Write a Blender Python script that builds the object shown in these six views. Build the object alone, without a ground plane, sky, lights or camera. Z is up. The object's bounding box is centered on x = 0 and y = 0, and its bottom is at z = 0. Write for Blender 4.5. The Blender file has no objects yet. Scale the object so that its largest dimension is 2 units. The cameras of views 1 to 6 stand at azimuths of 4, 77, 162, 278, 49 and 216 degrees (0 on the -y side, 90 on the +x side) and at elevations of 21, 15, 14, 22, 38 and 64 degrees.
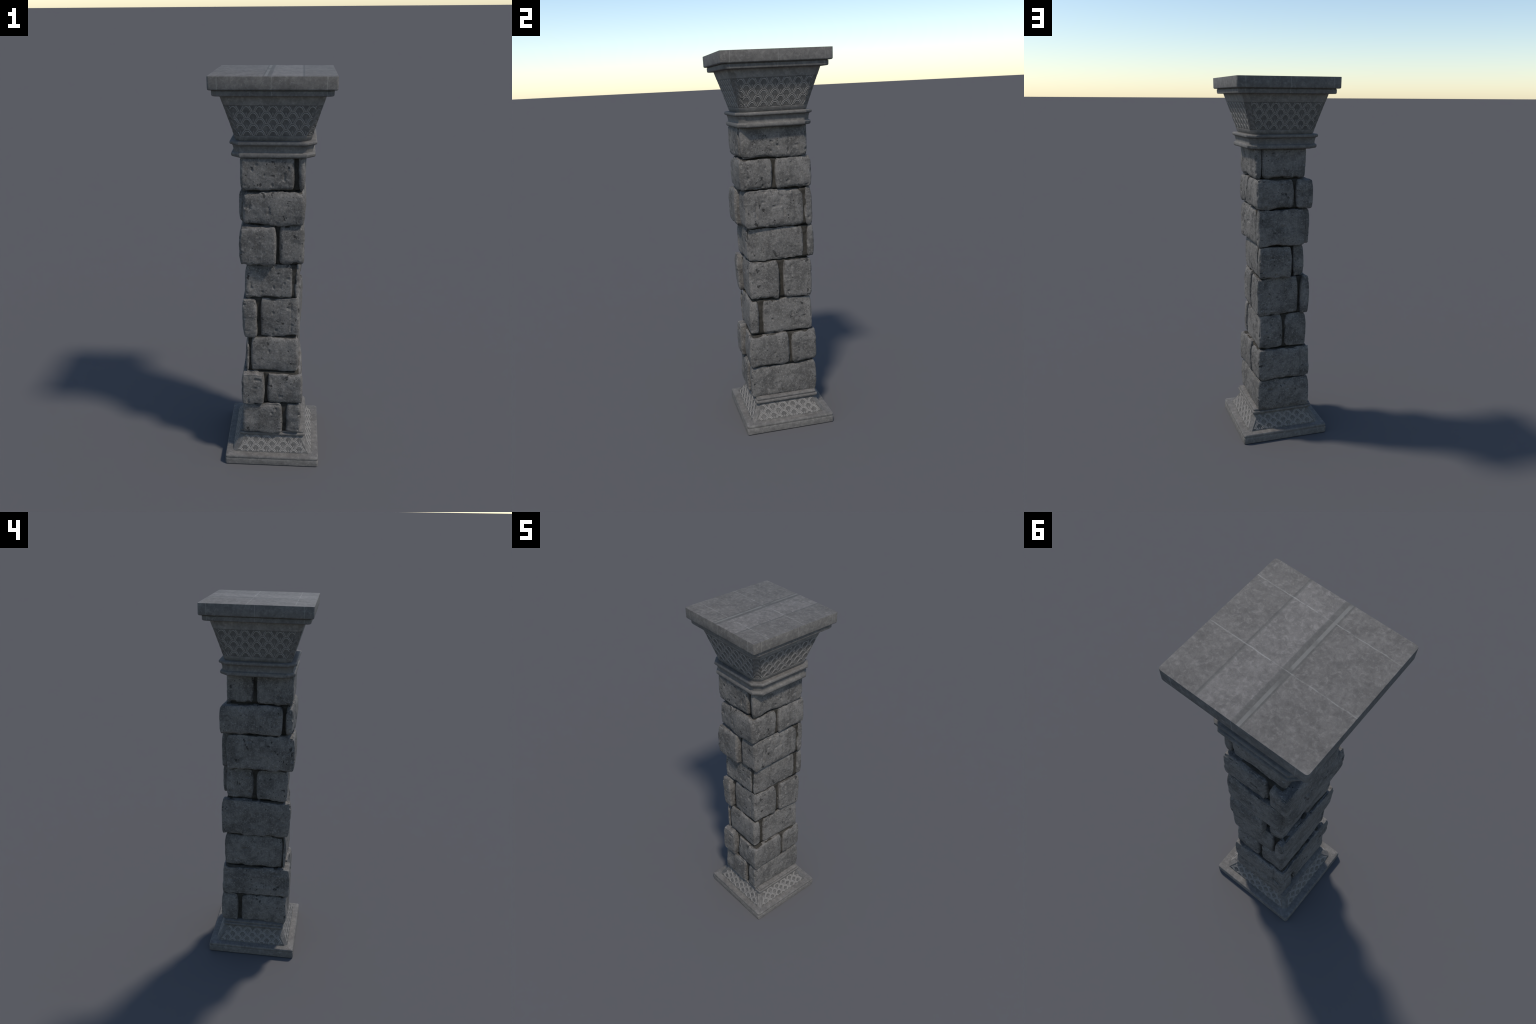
"""A weathered square stone pillar: plinth with a scalloped slope, a shaft of
eight rough block courses, and a flared capital carved with scallops."""
import bpy, bmesh, math, random
import numpy as np
from mathutils import Vector, Matrix

random.seed(7)
SC = bpy.context.scene.collection


# ------------------------------------------------------------------ materials
class Nodes:
    def __init__(self, name, rough=0.85, spec=0.3):
        self.mat = bpy.data.materials.new(name)
        self.mat.use_nodes = True
        self.nt = self.mat.node_tree
        self.nt.nodes.clear()
        self.out = self.nt.nodes.new("ShaderNodeOutputMaterial")
        self.bsdf = self.nt.nodes.new("ShaderNodeBsdfPrincipled")
        self.bsdf.inputs["Roughness"].default_value = rough
        self.bsdf.inputs["Specular IOR Level"].default_value = spec
        self.link(self.bsdf.outputs[0], self.out.inputs[0])
        self.co = self.nt.nodes.new("ShaderNodeTexCoord").outputs["Object"]

    def link(self, a, b):
        self.nt.links.new(a, b)

    def put(self, sock, v):
        if isinstance(v, (int, float)):
            sock.default_value = v
        elif isinstance(v, tuple):
            sock.default_value = v if len(v) == 4 else (*v, 1.0)
        else:
            self.link(v, sock)

    def noise(self, scale, detail=4, rough=0.6, vec=None, dist=0.0):
        n = self.nt.nodes.new("ShaderNodeTexNoise")
        n.inputs["Scale"].default_value = scale
        n.inputs["Detail"].default_value = detail
        n.inputs["Roughness"].default_value = rough
        n.inputs["Distortion"].default_value = dist
        self.link(vec or self.co, n.inputs["Vector"])
        return n.outputs["Fac"]

    def stretched(self, scale, offset=(0, 0, 0)):
        m = self.nt.nodes.new("ShaderNodeMapping")
        m.inputs["Scale"].default_value = scale
        m.inputs["Location"].default_value = offset
        self.link(self.co, m.inputs["Vector"])
        return m.outputs[0]

    def voronoi(self, scale, vec=None, rnd=1.0):
        n = self.nt.nodes.new("ShaderNodeTexVoronoi")
        n.inputs["Scale"].default_value = scale
        n.inputs["Randomness"].default_value = rnd
        self.link(vec or self.co, n.inputs["Vector"])
        return n

    def ramp(self, fac, lo, hi, a=0.0, b=1.0):
        n = self.nt.nodes.new("ShaderNodeMapRange")
        n.interpolation_type = "SMOOTHSTEP"
        for i, v in ((1, lo), (2, hi), (3, a), (4, b)):
            n.inputs[i].default_value = v
        self.put(n.inputs[0], fac)
        return n.outputs[0]

    def math(self, op, a, b=0.0):
        n = self.nt.nodes.new("ShaderNodeMath")
        n.operation = op
        self.put(n.inputs[0], a)
        self.put(n.inputs[1], b)
        return n.outputs[0]

    def mix(self, fac, a, b, mode="MIX"):
        n = self.nt.nodes.new("ShaderNodeMix")
        n.data_type = "RGBA"
        n.blend_type = mode
        self.put(n.inputs[0], fac)
        self.put(n.inputs[6], a)
        self.put(n.inputs[7], b)
        return n.outputs[2]

    def xyz(self):
        n = self.nt.nodes.new("ShaderNodeSeparateXYZ")
        self.link(self.co, n.inputs[0])
        return n.outputs

    def normal_axis(self):
        g = self.nt.nodes.new("ShaderNodeNewGeometry")
        n = self.nt.nodes.new("ShaderNodeSeparateXYZ")
        self.link(g.outputs["True Normal"], n.inputs[0])
        return [self.math("ABSOLUTE", o) for o in n.outputs]

    def line(self, coord, at, half, soft=0.0015):
        """1 on a stripe coord = at +- half, 0 away from it."""
        d = self.math("ABSOLUTE", self.math("SUBTRACT", coord, at))
        return self.ramp(d, half - soft * 0.5, half + soft, 1.0, 0.0)

    def bump(self, h, strength, dist=0.002, prev=None):
        n = self.nt.nodes.new("ShaderNodeBump")
        n.inputs["Strength"].default_value = strength
        n.inputs["Distance"].default_value = dist
        self.link(h, n.inputs["Height"])
        if prev:
            self.link(prev, n.inputs["Normal"])
        return n.outputs[0]

    def done(self, col, normal=None):
        self.put(self.bsdf.inputs["Base Color"], col)
        if normal:
            self.link(normal, self.bsdf.inputs["Normal"])
        return self.mat


WARM = (1.0, 0.910, 0.812)
def grey(v):
    return tuple(v * w for w in WARM)


def mat_block():
    n = Nodes("rough_block_stone", 0.8, 0.3)
    big = n.noise(10, 3, 0.6)
    mid = n.noise(34, 5, 0.72)
    fine = n.noise(125, 4, 0.8)
    grit = n.noise(300, 2, 0.7)
    col = n.mix(n.ramp(big, 0.36, 0.64), grey(0.080), grey(0.146))
    col = n.mix(n.ramp(mid, 0.46, 0.70, 0, 0.7), col, grey(0.190))
    col = n.mix(n.ramp(mid, 0.47, 0.28, 0, 0.75), col, grey(0.068))
    col = n.mix(n.ramp(fine, 0.52, 0.70, 0, 0.75), col, grey(0.285))
    col = n.mix(n.ramp(fine, 0.47, 0.29, 0, 0.75), col, grey(0.056))
    col = n.mix(n.ramp(grit, 0.55, 0.8, 0, 0.4), col, grey(0.29))
    # dark pits of two sizes and short slanting scars
    gate = n.ramp(n.noise(9, 1, 0.5), 0.44, 0.52)
    pit = n.math("MULTIPLY", n.ramp(n.noise(30, 3, 0.55, n.stretched((1, 1, 0.8), (3.1, 1.7, 5.2))), 0.355, 0.315), gate)
    v2 = n.voronoi(70)
    pit2 = n.math("MULTIPLY", n.ramp(v2.outputs["Distance"], 0.21, 0.13), n.ramp(n.noise(14, 2, 0.5), 0.53, 0.60))
    rot = n.nt.nodes.new("ShaderNodeMapping")
    rot.inputs["Rotation"].default_value = (0.7, 0.7, 0.5)
    rot.inputs["Scale"].default_value = (0.28, 1.0, 1.0)
    n.link(n.co, rot.inputs["Vector"])
    v3 = n.voronoi(30, rot.outputs[0])
    scar = n.math("MULTIPLY", n.ramp(n.math("ADD", v3.outputs["Distance"], n.math("MULTIPLY", mid, 0.3)), 0.26, 0.21), n.ramp(n.noise(8, 1, 0.5), 0.52, 0.57))
    pits = n.math("MAXIMUM", n.math("MAXIMUM", pit, pit2), scar)
    col = n.mix(n.math("MULTIPLY", pits, 0.85), col, grey(0.026))
    h = n.math("SUBTRACT", n.math("ADD", n.math("MULTIPLY", mid, 0.8), n.math("MULTIPLY", fine, 0.45)), pits)
    return n.done(col, n.bump(h, 0.6, 0.0035))


def carved(n, dark=1.0):
    """Smooth dressed stone: fine grey cloudiness."""
    big = n.noise(13, 4, 0.65)
    mid = n.noise(50, 5, 0.74, dist=0.4)
    fine = n.noise(210, 3, 0.75)
    s = lambda v: grey(v * dark)
    col = n.mix(n.ramp(big, 0.36, 0.64), s(0.106), s(0.134))
    col = n.mix(n.ramp(mid, 0.46, 0.70, 0, 0.75), col, s(0.195))
    col = n.mix(n.ramp(mid, 0.48, 0.30, 0, 0.6), col, s(0.078))
    col = n.mix(n.ramp(fine, 0.55, 0.8, 0, 0.5), col, s(0.235))
    h = n.math("ADD", n.math("MULTIPLY", mid, 0.6), n.math("MULTIPLY", fine, 0.3))
    return col, h


def mat_carved(name, dark=1.0):
    n = Nodes(name, 0.75, 0.3)
    col, h = carved(n, dark)
    return n.done(col, n.bump(h, 0.3, 0.002))


def mat_abacus():
    n = Nodes("abacus_stone", 0.75, 0.3)
    col, h = carved(n)
    x, y, z = n.xyz()
    nx, ny, nz = n.normal_axis()
    top = n.ramp(nz, 0.8, 0.9)
    side = n.math("SUBTRACT", 1.0, top)
    onx, ony = n.ramp(nx, 0.8, 0.9), n.ramp(ny, 0.8, 0.9)
    wob = n.math("MULTIPLY", n.math("SUBTRACT", n.noise(22, 2, 0.5), 0.5), 0.008)
    xw, yw = n.math("ADD", x, wob), n.math("ADD", y, wob)
    patch = n.noise(17, 3, 0.6)
    # top: one broad worn strip with dark borders, one dark groove, two pale veins
    dark = n.math("MAXIMUM", n.line(x, -0.0225, 0.0175, 0.003), n.line(x, 0.131, 0.004, 0.003))
    pale = n.math("MULTIPLY", n.line(x, -0.028, 0.0055, 0.002), n.ramp(n.noise(9, 2, 0.5), 0.42, 0.55, 0.15, 1))
    vein = n.math("MAXIMUM", n.line(yw, -0.184, 0.0014), n.line(yw, 0.045, 0.0014))
    vein = n.math("MULTIPLY", vein, n.ramp(patch, 0.4, 0.55, 0.25, 1))
    col = n.mix(n.math("MULTIPLY", n.math("MULTIPLY", dark, top), 0.55), col, (0.075, 0.072, 0.064))
    col = n.mix(n.math("MULTIPLY", n.math("MAXIMUM", n.math("MULTIPLY", pale, 0.65), vein), n.math("MULTIPLY", top, 0.62)), col, (0.25, 0.238, 0.212))
    plank = n.math("MULTIPLY", n.ramp(x, -0.012, -0.002), n.ramp(x, 0.129, 0.133, 1.0, 0.0))
    tone = n.mix(n.math("MULTIPLY", plank, top), (0.96, 0.96, 0.96), (1.13, 1.13, 1.14))
    col = n.mix(1.0, col, tone, "MULTIPLY")
    # sides: pale vertical veins
    def veins(c, at):
        m = n.line(c, at[0], 0.0010, 0.0012)
        for a in at[1:]:
            m = n.math("MAXIMUM", m, n.line(c, a, 0.0010, 0.0012))
        return m
    w2 = n.math("MULTIPLY", n.math("SUBTRACT", n.noise(30, 2, 0.5), 0.5), 0.005)
    xs, ys = n.math("ADD", x, w2), n.math("ADD", y, w2)
    vs = n.math("MAXIMUM", n.math("MULTIPLY", veins(xs, (-0.234, -0.004, 0.230)), ony),
                n.math("MULTIPLY", veins(ys, (-0.230, 0.003, 0.234)), onx))
    col = n.mix(n.math("MULTIPLY", n.math("MULTIPLY", vs, side), 0.5), col, (0.25, 0.235, 0.21))
    return n.done(col, n.bump(n.math("SUBTRACT", h, n.math("MULTIPLY", dark, n.math("MULTIPLY", top, 0.8))), 0.25, 0.002))


def mat_mortar():
    n = Nodes("earthy_mortar", 0.95, 0.1)
    a = n.noise(45, 5, 0.7)
    col = n.mix(n.ramp(a, 0.35, 0.7), (0.034, 0.030, 0.024), (0.060, 0.053, 0.044))
    return n.done(col, n.bump(a, 0.4, 0.003))


M_BLOCK = mat_block()
M_MORTAR = mat_mortar()
M_CARVED = mat_carved("dressed_stone")
M_BELL = mat_carved("bell_band_stone", 1.35)
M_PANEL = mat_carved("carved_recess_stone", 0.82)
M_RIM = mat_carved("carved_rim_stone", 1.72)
M_BOSS = mat_carved("carved_boss_stone", 1.15)
M_PANEL_LOW = mat_carved("worn_recess_stone", 0.94)
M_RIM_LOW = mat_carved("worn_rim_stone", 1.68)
M_BOSS_LOW = mat_carved("worn_boss_stone", 1.2)
M_ABACUS = mat_abacus()


# ------------------------------------------------------------------ helpers
def add(name, mesh, parent, mats):
    ob = bpy.data.objects.new(name, mesh)
    for m in mats:
        if m.name not in [x.name for x in mesh.materials]:
            mesh.materials.append(m)
    SC.objects.link(ob)
    ob.parent = parent
    return ob


def from_lists(name, vs, fs, smooth=True, idx=None):
    me = bpy.data.meshes.new(name)
    me.from_pydata(vs, [], fs)
    if smooth:
        me.polygons.foreach_set("use_smooth", [True] * len(me.polygons))
    if idx:
        me.polygons.foreach_set("material_index", idx)
    me.update()
    return me


def sharp_by_angle(me, deg):
    me.set_sharp_from_angle(angle=math.radians(deg))


def ring_pts(h, c, z, seg=1):
    """Square ring of half-width h; corners cut by c (seg=1) or rounded (seg>1)."""
    pts = []
    for q in range(4):
        a0 = -math.pi / 2 + q * math.pi / 2
        cx, cy = [(1, -1), (1, 1), (-1, 1), (-1, -1)][q]
        ox, oy = cx * (h - c), cy * (h - c)
        for i in range(seg + 1):
            a = a0 + i / seg * math.pi / 2
            pts.append((ox + c * math.cos(a), oy + c * math.sin(a), z))
    return pts


def ring_loft(name, prof, seg=1, mat_of=None):
    """prof: list of (half width, corner cut, z) from bottom to top."""
    vs, fs, idx = [], [], []
    n = 4 * (seg + 1)
    for h, c, z in prof:
        vs += ring_pts(h, c, z, seg)
    for r in range(len(prof) - 1):
        for i in range(n):
            j = (i + 1) % n
            fs.append((r * n + i, r * n + j, (r + 1) * n + j, (r + 1) * n + i))
            idx.append(mat_of(r) if mat_of else 0)
    fs.append(tuple(range(n))[::-1]); idx.append(0)
    fs.append(tuple((len(prof) - 1) * n + i for i in range(n))); idx.append(0)
    me = from_lists(name, vs, fs, True, idx)
    sharp_by_angle(me, 32)
    return me


def arc(h0, z0, h1, z1, c, n=5, bulge=1):
    """quarter-ellipse profile points from (h0,z0) to (h1,z1)."""
    out = []
    for i in range(n + 1):
        t = i / n * math.pi / 2
        if bulge > 0:
            out.append((h0 + (h1 - h0) * math.sin(t), c, z0 + (z1 - z0) * (1 - math.cos(t))))
        else:
            out.append((h0 + (h1 - h0) * (1 - math.cos(t)), c, z0 + (z1 - z0) * math.sin(t)))
    return out


class ValueNoise:
    def __init__(self, seed):
        r = np.random.RandomState(seed)
        self.t = r.rand(32, 32, 32) * 2 - 1

    def __call__(self, p):
        i = np.floor(p).astype(int)
        f = p - i
        f = f * f * f * (f * (f * 6 - 15) + 10)
        i &= 31
        k = (i + 1) & 31
        t = self.t
        def L(a, b, w):
            return a + (b - a) * w
        x0, y0, z0 = i.T
        x1, y1, z1 = k.T
        fx, fy, fz = f.T
        c00 = L(t[x0, y0, z0], t[x1, y0, z0], fx)
        c10 = L(t[x0, y1, z0], t[x1, y1, z0], fx)
        c01 = L(t[x0, y0, z1], t[x1, y0, z1], fx)
        c11 = L(t[x0, y1, z1], t[x1, y1, z1], fx)
        return L(L(c00, c10, fy), L(c01, c11, fy), fz)


NX, NY, NZ, NF = (ValueNoise(s) for s in (11, 12, 13, 14))


# ------------------------------------------------------------------ root
root = bpy.data.objects.new("stone_pillar", None)
root["label"] = "weathered grey stone pillar with carved scallop capital and base"
root["category"] = "stone pillar"
SC.objects.link(root)

# ------------------------------------------------------------------ base
plinth = add("plinth", ring_loft("plinth", [
    (0.2440, 0.011, 0.0), (0.2457, 0.011, 0.002), (0.2462, 0.011, 0.030),
    (0.2452, 0.011, 0.0325), (0.2440, 0.011, 0.0350), (0.2442, 0.011, 0.0375), (0.2452, 0.011, 0.0405), (0.2452, 0.011, 0.044),
    (0.2442, 0.011, 0.0485), (0.2420, 0.013, 0.0515), (0.236, 0.012, 0.0530), (0.19, 0.012, 0.0540)], 4),
    root, [M_CARVED])

SL_H0, SL_Z0, SL_H1, SL_Z1, SL_C = 0.210, 0.0535, 0.161, 0.138, 0.018
slope = add("base_slope", ring_loft("base_slope", [
    (SL_H0, SL_C, SL_Z0 - 0.003), (SL_H0, SL_C, SL_Z0), (SL_H1, SL_C, SL_Z1), (SL_H1, SL_C, SL_Z1 + 0.01)], 1), root, [M_PANEL_LOW])

mold = add("base_moulding", ring_loft("base_moulding", [
    (0.150, 0.010, 0.135), (0.166, 0.012, 0.1362), (0.1738, 0.012, 0.139), (0.1765, 0.012, 0.1445),
    (0.1758, 0.012, 0.1510), (0.1730, 0.012, 0.1532), (0.1668, 0.012, 0.1540), (0.1664, 0.012, 0.1565), (0.1690, 0.012, 0.1580),
    (0.1700, 0.012, 0.1615), (0.1690, 0.012, 0.1650), (0.164, 0.010, 0.1675), (0.14, 0.010, 0.169)], 4), root, [M_CARVED])

# ------------------------------------------------------------------ capital
collar = add("collar", ring_loft("collar", [
    (0.150, 0.03, 1.632), (0.178, 0.038, 1.6345)] +
    arc(0.184, 1.6355, 0.1915, 1.6455, 0.042, 4) + arc(0.1915, 1.6475, 0.186, 1.6575, 0.040, 4, -1)[1:] + [
    (0.181, 0.033, 1.660), (0.1795, 0.030, 1.664), (0.1808, 0.030, 1.676), (0.1835, 0.031, 1.688), (0.186, 0.033, 1.6915)] +
    arc(0.189, 1.692, 0.1975, 1.7005, 0.042, 4) + arc(0.1975, 1.7025, 0.190, 1.7105, 0.042, 4, -1)[1:] + [(0.16, 0.04, 1.711)], 1),
    root, [M_CARVED])

B_H0, B_Z0, B_H1, B_Z1, B_C = 0.1695, 1.707, 0.2315, 1.912, 0.026
def bell_h(z, inset=0.0):
    return B_H0 + (B_H1 - B_H0) * (z - B_Z0) / (B_Z1 - B_Z0) - inset
PZ0, PZ1 = 1.7335, 1.8735
def bell_ring(z, inset=0.0):
    return (bell_h(z, inset), B_C, z)
SINK = 0.0010
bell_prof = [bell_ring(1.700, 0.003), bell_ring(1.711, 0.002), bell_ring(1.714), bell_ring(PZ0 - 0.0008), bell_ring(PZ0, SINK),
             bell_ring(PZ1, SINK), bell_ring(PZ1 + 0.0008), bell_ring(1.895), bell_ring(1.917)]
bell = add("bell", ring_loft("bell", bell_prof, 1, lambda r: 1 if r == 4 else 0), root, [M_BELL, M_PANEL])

step = add("abacus_moulding", ring_loft("abacus_moulding", [
    (0.20, 0.02, 1.9150), (0.2560, 0.022, 1.9153)] + arc(0.2575, 1.9156, 0.2622, 1.921, 0.024, 4) + [
    (0.2628, 0.024, 1.9375), (0.2600, 0.024, 1.9400), (0.2600, 0.024, 1.9450)], 3), root, [M_ABACUS])
abacus = add("abacus", ring_loft("abacus", [
    (0.24, 0.0095, 1.9415), (0.2685, 0.0095, 1.9418)] + arc(0.2700, 1.9420, 0.2758, 1.9485, 0.010, 5) + [
    (0.2763, 0.010, 1.9985), (0.2757, 0.0097, 1.9998), (0.2748, 0.0095, 2.0)], 3), root, [M_ABACUS])


# ------------------------------------------------------------------ scallops
def scale_mesh(name, inside, a, b, w, hgt, knob=True):
    """One scallop in its own plane: apex at (0,0), feet at (+-a,-b); two arch
    ridges and a tear-shaped boss below. inside(s,t) clips it to its panel."""
    vs, fs = [], []

    def sweep(path):
        prof = [(-1, -0.25), (-0.75, 0.62), (0, 1), (0.75, 0.62), (1, -0.25)]
        run = []
        def flush():
            if len(run) > 1:
                base = len(vs)
                for k, (p, nrm, f) in enumerate(run):
                    for u, v in prof:
                        vs.append((p[0] + nrm[0] * u * w * 0.5 * f, p[1] + nrm[1] * u * w * 0.5 * f, v * hgt * f))
                m = len(prof)
                for k in range(len(run) - 1):
                    for q in range(m - 1):
                        i = base + k * m + q
                        fs.append((i, i + m, i + m + 1, i + 1))
                fs.append(tuple(base + q for q in range(m)))
                e = base + (len(run) - 1) * m
                fs.append(tuple(e + q for q in range(m))[::-1])
            run.clear()
        for p, nrm, f in path:
            if inside(*p):
                run.append((p, nrm, f))
            else:
                flush()
        flush()

    for A, B, y0, f in ((a, b, 0.0, 1.0), (a * 0.73, b * 0.73, -b * 0.27, 0.8)):
        path = []
        for i in range(27):                      # pointed-round arch: a parabola with eased crown
            u = -1 + 2 * i / 26
            s, y = A * u, y0 - B * (abs(u) ** 2.35)
            g = -B * 2.35 * abs(u) ** 1.35 * (1 if u > 0 else -1) / A
            L = math.hypot(g, 1)
            path.append(((s, y), (-g / L, 1 / L), f))
        sweep(path)
    nridge = len(fs)
    if knob:
        cx, cy, rx, ry = 0.0, -b * 1.42, a * 0.17, b * 0.34
        if inside(cx - rx, cy) and inside(cx + rx, cy) and inside(cx, cy - ry) and inside(cx, cy + ry):
            base = len(vs)
            rings, seg = 3, 10
            vs.append((cx, cy, hgt * 0.6))
            for r in range(1, rings + 1):
                f = r / rings
                for i in range(seg):
                    t = 2 * math.pi * i / seg
                    vs.append((cx + rx * f * math.cos(t) * (1 - 0.25 * math.sin(t)), cy + ry * f * math.sin(t), hgt * (0.6 * (1 - f * f)) - (0.0003 if r == rings else 0)))
            for i in range(seg):
                j = (i + 1) % seg
                fs.append((base, base + 1 + i, base + 1 + j))
                for r in range(rings - 1):
                    p = base + 1 + r * seg
                    fs.append((p + i, p + seg + i, p + seg + j, p + j))
    if not fs:
        return None
    return from_lists(name, vs, fs, True, [0 if i < nridge else 1 for i in range(len(fs))])


def scallop_panel(parent, mat, origin, up, right, half_at, t_lo, t_hi, rows, pitch, col_w, first_shift, a, b, w, hgt, inset, cache, half=1):
    """Cover a trapezoid panel. (s,t): s along 'right', t along 'up' from origin."""
    nrm = right.cross(up).normalized()
    for r in range(rows):
        ta = t_hi - first_shift - r * pitch
        for k in range(-8, 9):
            s0 = (k + (0.5 if r % 2 == half else 0.0)) * col_w
            def inside(s, t, s0=s0, ta=ta):
                T = ta + t
                return t_lo + w * 0.3 < T < t_hi - w * 0.3 and abs(s0 + s) < half_at(T) - inset
            corners = [(-a - w, -b), (a + w, -b), (-a, 0.0), (a, 0.0), (0, w), (0, -b * 1.8)]
            whole = all(inside(*c) for c in corners)
            if whole:
                me = cache.get("whole") or cache.setdefault("whole", scale_mesh("scale", lambda s, t: True, a, b, w, hgt))
            else:
                if abs(s0) - a > half_at(ta - b):
                    continue
                me = scale_mesh("scale", inside, a, b, w, hgt)
            if me is None:
                continue
            ob = add("scale", me, parent, mat)
            loc = origin + right * s0 + up * ta
            m = Matrix((right, up, nrm)).transposed().to_4x4()
            m.translation = loc
            ob.matrix_world = m


def slope_frame(q, h0, z0, h1, z1):
    """origin, up, right of face q (0=-y, 1=+x, 2=+y, 3=-x) of a battered ring."""
    out = [Vector((0, -1, 0)), Vector((1, 0, 0)), Vector((0, 1, 0)), Vector((-1, 0, 0))][q]
    o = out * h0 + Vector((0, 0, z0))
    up = out * (h1 - h0) + Vector((0, 0, z1 - z0))
    ln = up.length
    up.normalize()
    right = Vector((0, 0, 1)).cross(out)          # seen from outside
    return o, up, right, ln


cache_b, cache_s = {}, {}
for q in range(4):
    hb, ht = bell_h(PZ0, SINK), bell_h(PZ1, SINK)
    o, up, right, ln = slope_frame(q, hb, PZ0, ht, PZ1)
    scallop_panel(bell, [M_RIM, M_BOSS], o, up, right,
                  lambda T, hb=hb, ht=ht, ln=ln: hb + (ht - hb) * T / ln - B_C,
                  0.0, ln, 6, 0.0291, 0.0575, -0.0015, 0.0252, 0.0291, 0.0054, 0.0016, 0.0006, cache_b)
    # narrow column on the cut corner
    out = [Vector((0, -1, 0)), Vector((1, 0, 0)), Vector((0, 1, 0)), Vector((-1, 0, 0))]
    d = (out[q] + out[(q + 1) % 4]).normalized()
    k = math.sqrt(2) * 1.0
    rb, rt = (hb - B_C / 2) * k, (ht - B_C / 2) * k
    oc = d * rb + Vector((0, 0, PZ0))
    upc = d * (rt - rb) + Vector((0, 0, PZ1 - PZ0))
    lc = upc.length
    upc.normalize()
    scallop_panel(bell, [M_BOSS, M_BOSS], oc, upc, Vector((0, 0, 1)).cross(d), lambda T: B_C / k * 0.97,
                  0.0, lc, 5, 0.0312, 0.2, 0.012, 0.0168, 0.0290, 0.0046, 0.0014, 0.0002, {}, 2)
    o, up, right, ln = slope_frame(q, SL_H0, SL_Z0, SL_H1, SL_Z1)
    scallop_panel(slope, [M_RIM_LOW, M_BOSS_LOW], o, up, right,
                  lambda T, ln=ln: SL_H0 + (SL_H1 - SL_H0) * T / ln - SL_C,
                  0.0, ln, 4, 0.0231, 0.0578, ln - 0.0892, 0.0254, 0.0231, 0.0052, 0.0014, 0.006, cache_s, 0)

# ------------------------------------------------------------------ shaft
JOINTS = [0.163, 0.340, 0.5225, 0.722, 0.936, 1.115, 1.316, 1.478, 1.640]

# each block: course, plan outline (counter-clockwise, x y), and options:
#   low = how far the outline moves at the foot (dx, dy per point), r = edge rounding
BLOCKS = [
    # course 1
    dict(c=1, p=[(-.154, -.190), (.052, -.193), (.052, -.06), (-.05, -.06), (-.05, .070), (-.155, .070)]),
    dict(c=1, p=[(.070, -.184), (.148, -.192), (.146, .183), (-.156, .187), (-.158, .092), (.070, .092)], r=.022),
    # course 2
    dict(c=2, p=[(-.158, -.202), (-.041, -.202), (-.041, -.09), (-.060, -.09), (-.060, .178), (-.111, .182), (-.157, .182)]),
    dict(c=2, p=[(-.026, -.182), (.155, -.190), (.150, .032), (-.026, .032)], r=.020),
    dict(c=2, p=[(-.102, .046), (.150, .046), (.145, .190), (-.102, .187)]),
    # course 3
    dict(c=3, p=[(-.108, -.171), (.130, -.175), (.132, -.125), (-.108, -.125)]),
    dict(c=3, p=[(-.132, -.174), (-.118, -.172), (-.118, -.160), (-.134, -.160)], r=.006, rv=.004),
    dict(c=3, p=[(-.134, -.155), (-.014, -.155), (-.014, .170), (-.140, .171)]),
    dict(c=3, p=[(.001, -.105), (.133, -.105), (.137, .173), (.001, .172)], r=.015),
    # course 4
    dict(c=4, p=[(-.151, -.194), (-.079, -.194), (-.079, -.10), (-.060, -.10), (-.060, .14), (-.105, .14), (-.105, .185), (-.153, .188)], foot=(.006, .006)),
    dict(c=4, p=[(-.061, -.165), (.131, -.168), (.141, -.004), (-.061, -.004)], r=.011),
    dict(c=4, p=[(-.086, .019), (.142, .019), (.147, .174), (-.086, .175)], r=.012, rv=.009),
    # course 5
    dict(c=5, p=[(-.131, -.170), (.098, -.166), (.098, -.003), (-.131, -.003)], foot=(-.004, 0), r=.010),
    dict(c=5, p=[(.108, -.163), (.125, -.163), (.136, .136), (.108, .136)], r=.007),
    dict(c=5, p=[(-.043, .157), (.139, .157), (.137, .193), (-.043, .196)], r=.009, rv=.006),
    dict(c=5, p=[(-.127, .015), (-.057, .015), (-.057, .170), (-.122, .162)], foot=(-.004, 0)),
    # course 6
    dict(c=6, p=[(-.157, -.202), (.018, -.202), (.018, -.10), (-.060, -.10), (-.060, .162), (-.156, .160)]),
    dict(c=6, p=[(.030, -.181), (.151, -.177), (.145, .142), (.030, .142)], r=.020, rv=.016),
    dict(c=6, p=[(-.118, .148), (.148, .148), (.141, .189), (.0, .198), (-.118, .190)], r=.011, rv=.008),
    # course 7
    dict(c=7, p=[(-.161, -.132), (-.070, -.132), (-.070, .188), (-.161, .197)]),
    dict(c=7, p=[(-.138, -.184), (.0, -.195), (.147, -.191), (.152, -.019), (-.05, -.019), (-.05, -.149), (-.138, -.149)], r=.020),
    dict(c=7, p=[(-.056, -.006), (.154, -.006), (.151, .188), (-.056, .184)]),
    # course 8
    dict(c=8, p=[(.118, -.176), (.145, -.178), (.154, .168), (.120, .168)], r=.011),
    dict(c=8, p=[(-.148, -.184), (.096, -.180), (.096, .003), (-.146, .003)]),
    dict(c=8, p=[(-.131, .022), (.116, .022), (.116, .166), (-.131, .162)], foot=(.005, 0), r=.014),
]


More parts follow.
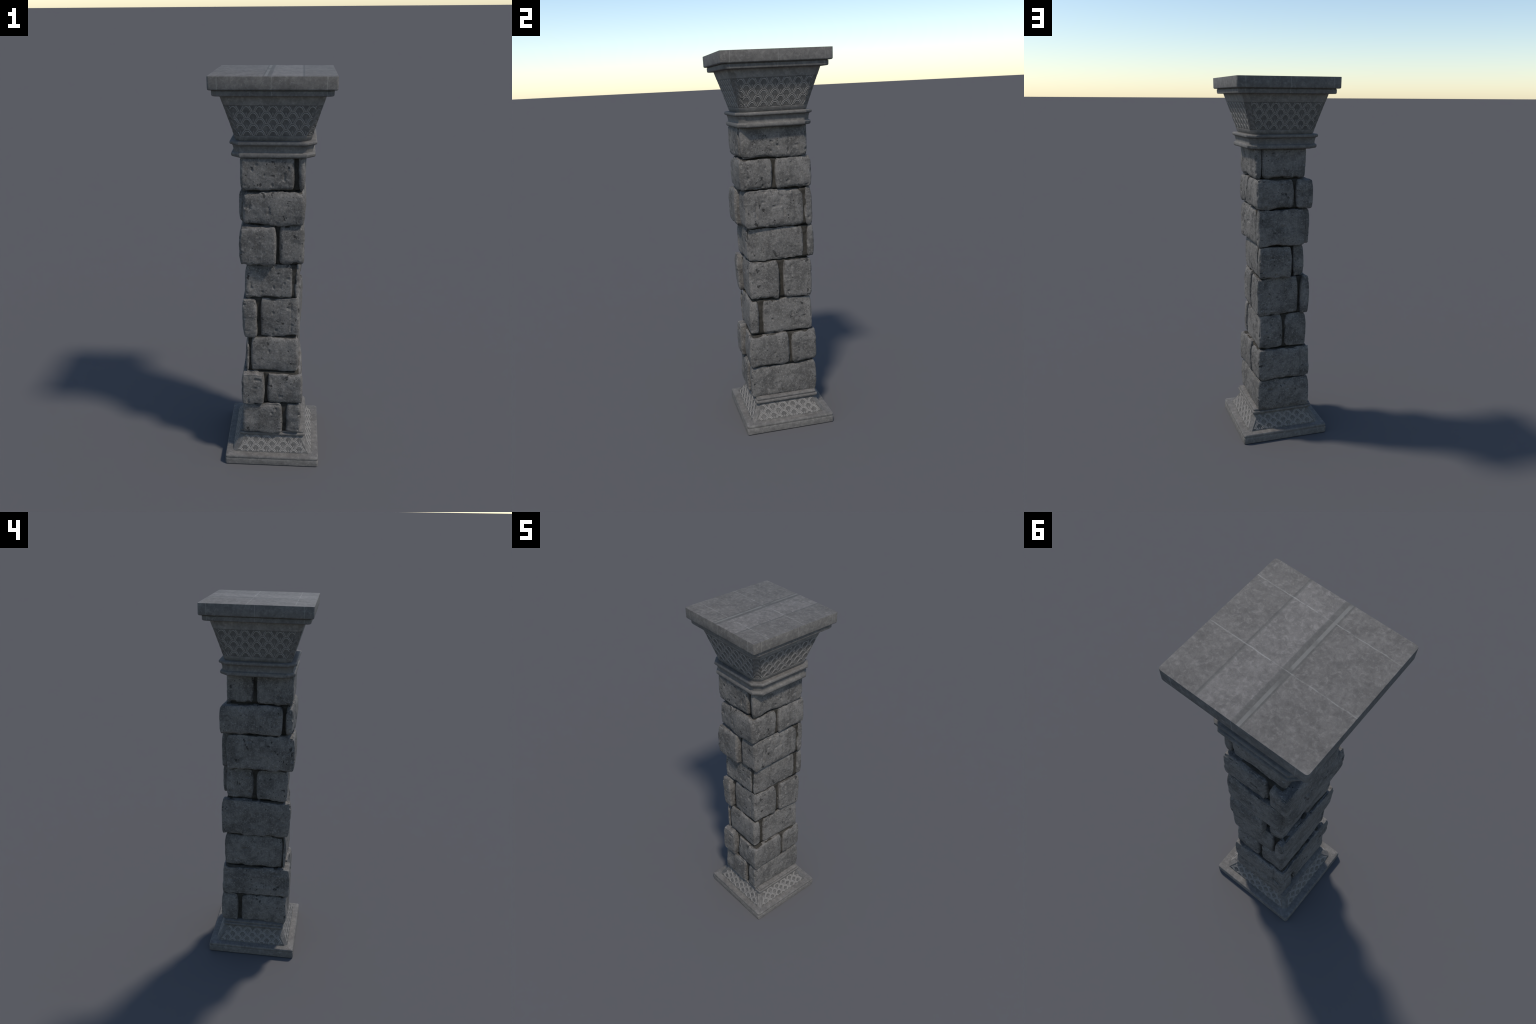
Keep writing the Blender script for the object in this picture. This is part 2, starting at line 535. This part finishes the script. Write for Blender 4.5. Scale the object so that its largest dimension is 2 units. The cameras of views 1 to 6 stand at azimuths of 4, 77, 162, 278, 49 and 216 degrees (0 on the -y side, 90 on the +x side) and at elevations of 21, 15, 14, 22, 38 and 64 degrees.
def prism(p, z0, z1, foot, r, rv):
    bm = bmesh.new()
    lo = [bm.verts.new((x + foot[0] * (1 if x < 0 else 0), y + foot[1] * (1 if y < 0 else 0), z0)) for x, y in p]
    hi = [bm.verts.new((x, y, z1)) for x, y in p]
    n = len(p)
    bm.faces.new(lo[::-1])
    bm.faces.new(hi)
    for i in range(n):
        j = (i + 1) % n
        bm.faces.new((lo[i], lo[j], hi[j], hi[i]))
    up = [e for e in bm.edges if abs(e.verts[0].co.z - e.verts[1].co.z) > 0.05]
    bmesh.ops.bevel(bm, geom=up, offset=rv, segments=2, profile=0.5, affect="EDGES", clamp_overlap=True)
    flat = [e for e in bm.edges if abs(e.verts[0].co.z - e.verts[1].co.z) < 1e-5]
    bmesh.ops.bevel(bm, geom=flat, offset=r, segments=3, profile=0.55, affect="EDGES", clamp_overlap=True)
    bmesh.ops.recalc_face_normals(bm, faces=bm.faces[:])
    return bm


VOX = 0.0036
def block_mesh(k, b):
    z0, z1 = JOINTS[b["c"] - 1], JOINTS[b["c"]]
    gap = 0.0045
    if b["c"] == 1:
        z0 -= 0.006
    bm = prism(b["p"], z0 + gap, z1 - (gap if b["c"] < 8 else 0), b.get("foot", (0, 0)), b.get("r", 0.018), b.get("rv", 0.011))
    me = bpy.data.meshes.new("block")
    bm.to_mesh(me)
    bm.free()
    tmp = bpy.data.objects.new("tmp", me)
    SC.objects.link(tmp)
    m = tmp.modifiers.new("r", "REMESH")
    m.mode = "VOXEL"
    m.voxel_size = VOX
    s = tmp.modifiers.new("s", "SMOOTH")
    s.factor, s.iterations = 0.5, 4
    dg = bpy.context.evaluated_depsgraph_get()
    out = bpy.data.meshes.new_from_object(tmp.evaluated_get(dg))
    bpy.data.objects.remove(tmp)
    bpy.data.meshes.remove(me)
    # weathering: broad warp, chipped arrises, fine pitting
    nv = len(out.vertices)
    co = np.empty(nv * 3, np.float32)
    no = np.empty(nv * 3, np.float32)
    out.vertices.foreach_get("co", co)
    out.vertices.foreach_get("normal", no)
    co = co.reshape(-1, 3).astype(float)
    no = no.reshape(-1, 3).astype(float)
    off = np.array([k * 3.7, k * 1.3, k * 2.1])
    warp = np.stack([NX(co * 11 + off), NY(co * 11 + off), NZ(co * 11 + off)], 1)
    horiz = np.abs(no[:, 2:3])
    zr = (co[:, 2:3] - (z0 + z1) / 2) / ((z1 - z0) / 2)
    co2 = co + warp * np.array([0.0035, 0.0035, 0.0050]) * (0.5 + 0.8 * horiz)
    back = np.where(zr > 0, 0.0110, 0.0060)                                   # faces swell, arrises fall back
    belly = no * np.array([1, 1, 0]) * (0.0015 - back * np.abs(zr) ** 3)
    co2 += belly if b["c"] < 8 else np.where(zr < 0, belly, no * np.array([1, 1, 0]) * 0.0015)
    warp2 = np.stack([NX(co * 38 + off), NY(co * 38 + off), NZ(co * 38 + off)], 1)
    co2 += warp2 * np.array([0.0014, 0.0014, 0.0034]) * (0.6 + horiz)
    # a few broad flakes off the faces, and a slight tilt of the whole face
    flake = np.clip(NX(co * np.array([9, 9, 11]) + off * 1.7) - 0.22, 0, 1) * (1 - horiz[:, 0])
    co2 -= no * (flake * 0.0065)[:, None]
    # edges are where the normal is oblique
    obl = 1 - np.max(np.abs(no), 1)
    edge = np.clip(obl / 0.25, 0, 1)
    chip = np.clip(NF(co * 30 + off) - 0.15, 0, 1) * edge
    co2 -= no * (chip * 0.011)[:, None]
    fine = NF(co * 75 + off) * 0.5 + NX(co * 150 + off) * 0.35
    co2 += no * (fine * 0.0010)[:, None]
    pit = np.clip(NF(co * np.array([55, 55, 42]) + off * 2) - 0.64, 0, 1)
    co2 -= no * (pit * 0.018)[:, None]
    if b["c"] == 8:
        co2[:, 2] = np.where(co[:, 2] > 1.62, co[:, 2], co2[:, 2])
    out.vertices.foreach_set("co", co2.astype(np.float32).ravel())
    out.polygons.foreach_set("use_smooth", [True] * len(out.polygons))
    out.name = "block"
    out.update()
    return out


for k, b in enumerate(BLOCKS):
    add("stone_block", block_mesh(k, b), root, [M_BLOCK])

# recessed mortar core, filling each course to its own depth
CORE = [(-.138, .126, -.170, .165), (-.140, .134, -.166, .165), (-.122, .118, -.158, .155), (-.135, .118, -.152, .157),
        (-.115, .108, -.151, .146), (-.138, .130, -.163, .142), (-.118, .134, -.166, .166), (-.116, .128, -.158, .140)]
bm = bmesh.new()
# shallower fill in three joints, then an inner heart behind all of it
FILL = [(4, (.050, .116, -.159, .0)), (4, (.0, .128, .110, .170)), (5, (.0, .138, .120, .158))]
ALL = list(enumerate(CORE)) + FILL + [(8, (-.105, .104, -.146, .136))]
for n_box, (i, (xa, xb, ya, yb)) in enumerate(ALL):
    r = bmesh.ops.create_cube(bm, size=1.0)
    za, zb = (JOINTS[i] + 0.0025 + 0.0003 * n_box, JOINTS[i + 1] - 0.0025 - 0.0003 * n_box) if i < 8 else (0.152, 1.636)
    for v in r["verts"]:
        v.co = Vector(((xa, xb)[v.co.x > 0], (ya, yb)[v.co.y > 0], (za, zb)[v.co.z > 0]))
bmesh.ops.subdivide_edges(bm, edges=bm.edges[:], cuts=14, use_grid_fill=True)
pts = np.array([v.co[:] for v in bm.verts])
jx, jy = NX(pts * 30), NY(pts * 30)
for v, a, b in zip(bm.verts, jx, jy):
    v.co.x += float(a) * 0.003
    v.co.y += float(b) * 0.003
me = bpy.data.meshes.new("mortar_core")
bm.to_mesh(me)
bm.free()
me.polygons.foreach_set("use_smooth", [True] * len(me.polygons))
core = add("mortar_core", me, root, [M_MORTAR])
core["kind"] = "stuff"
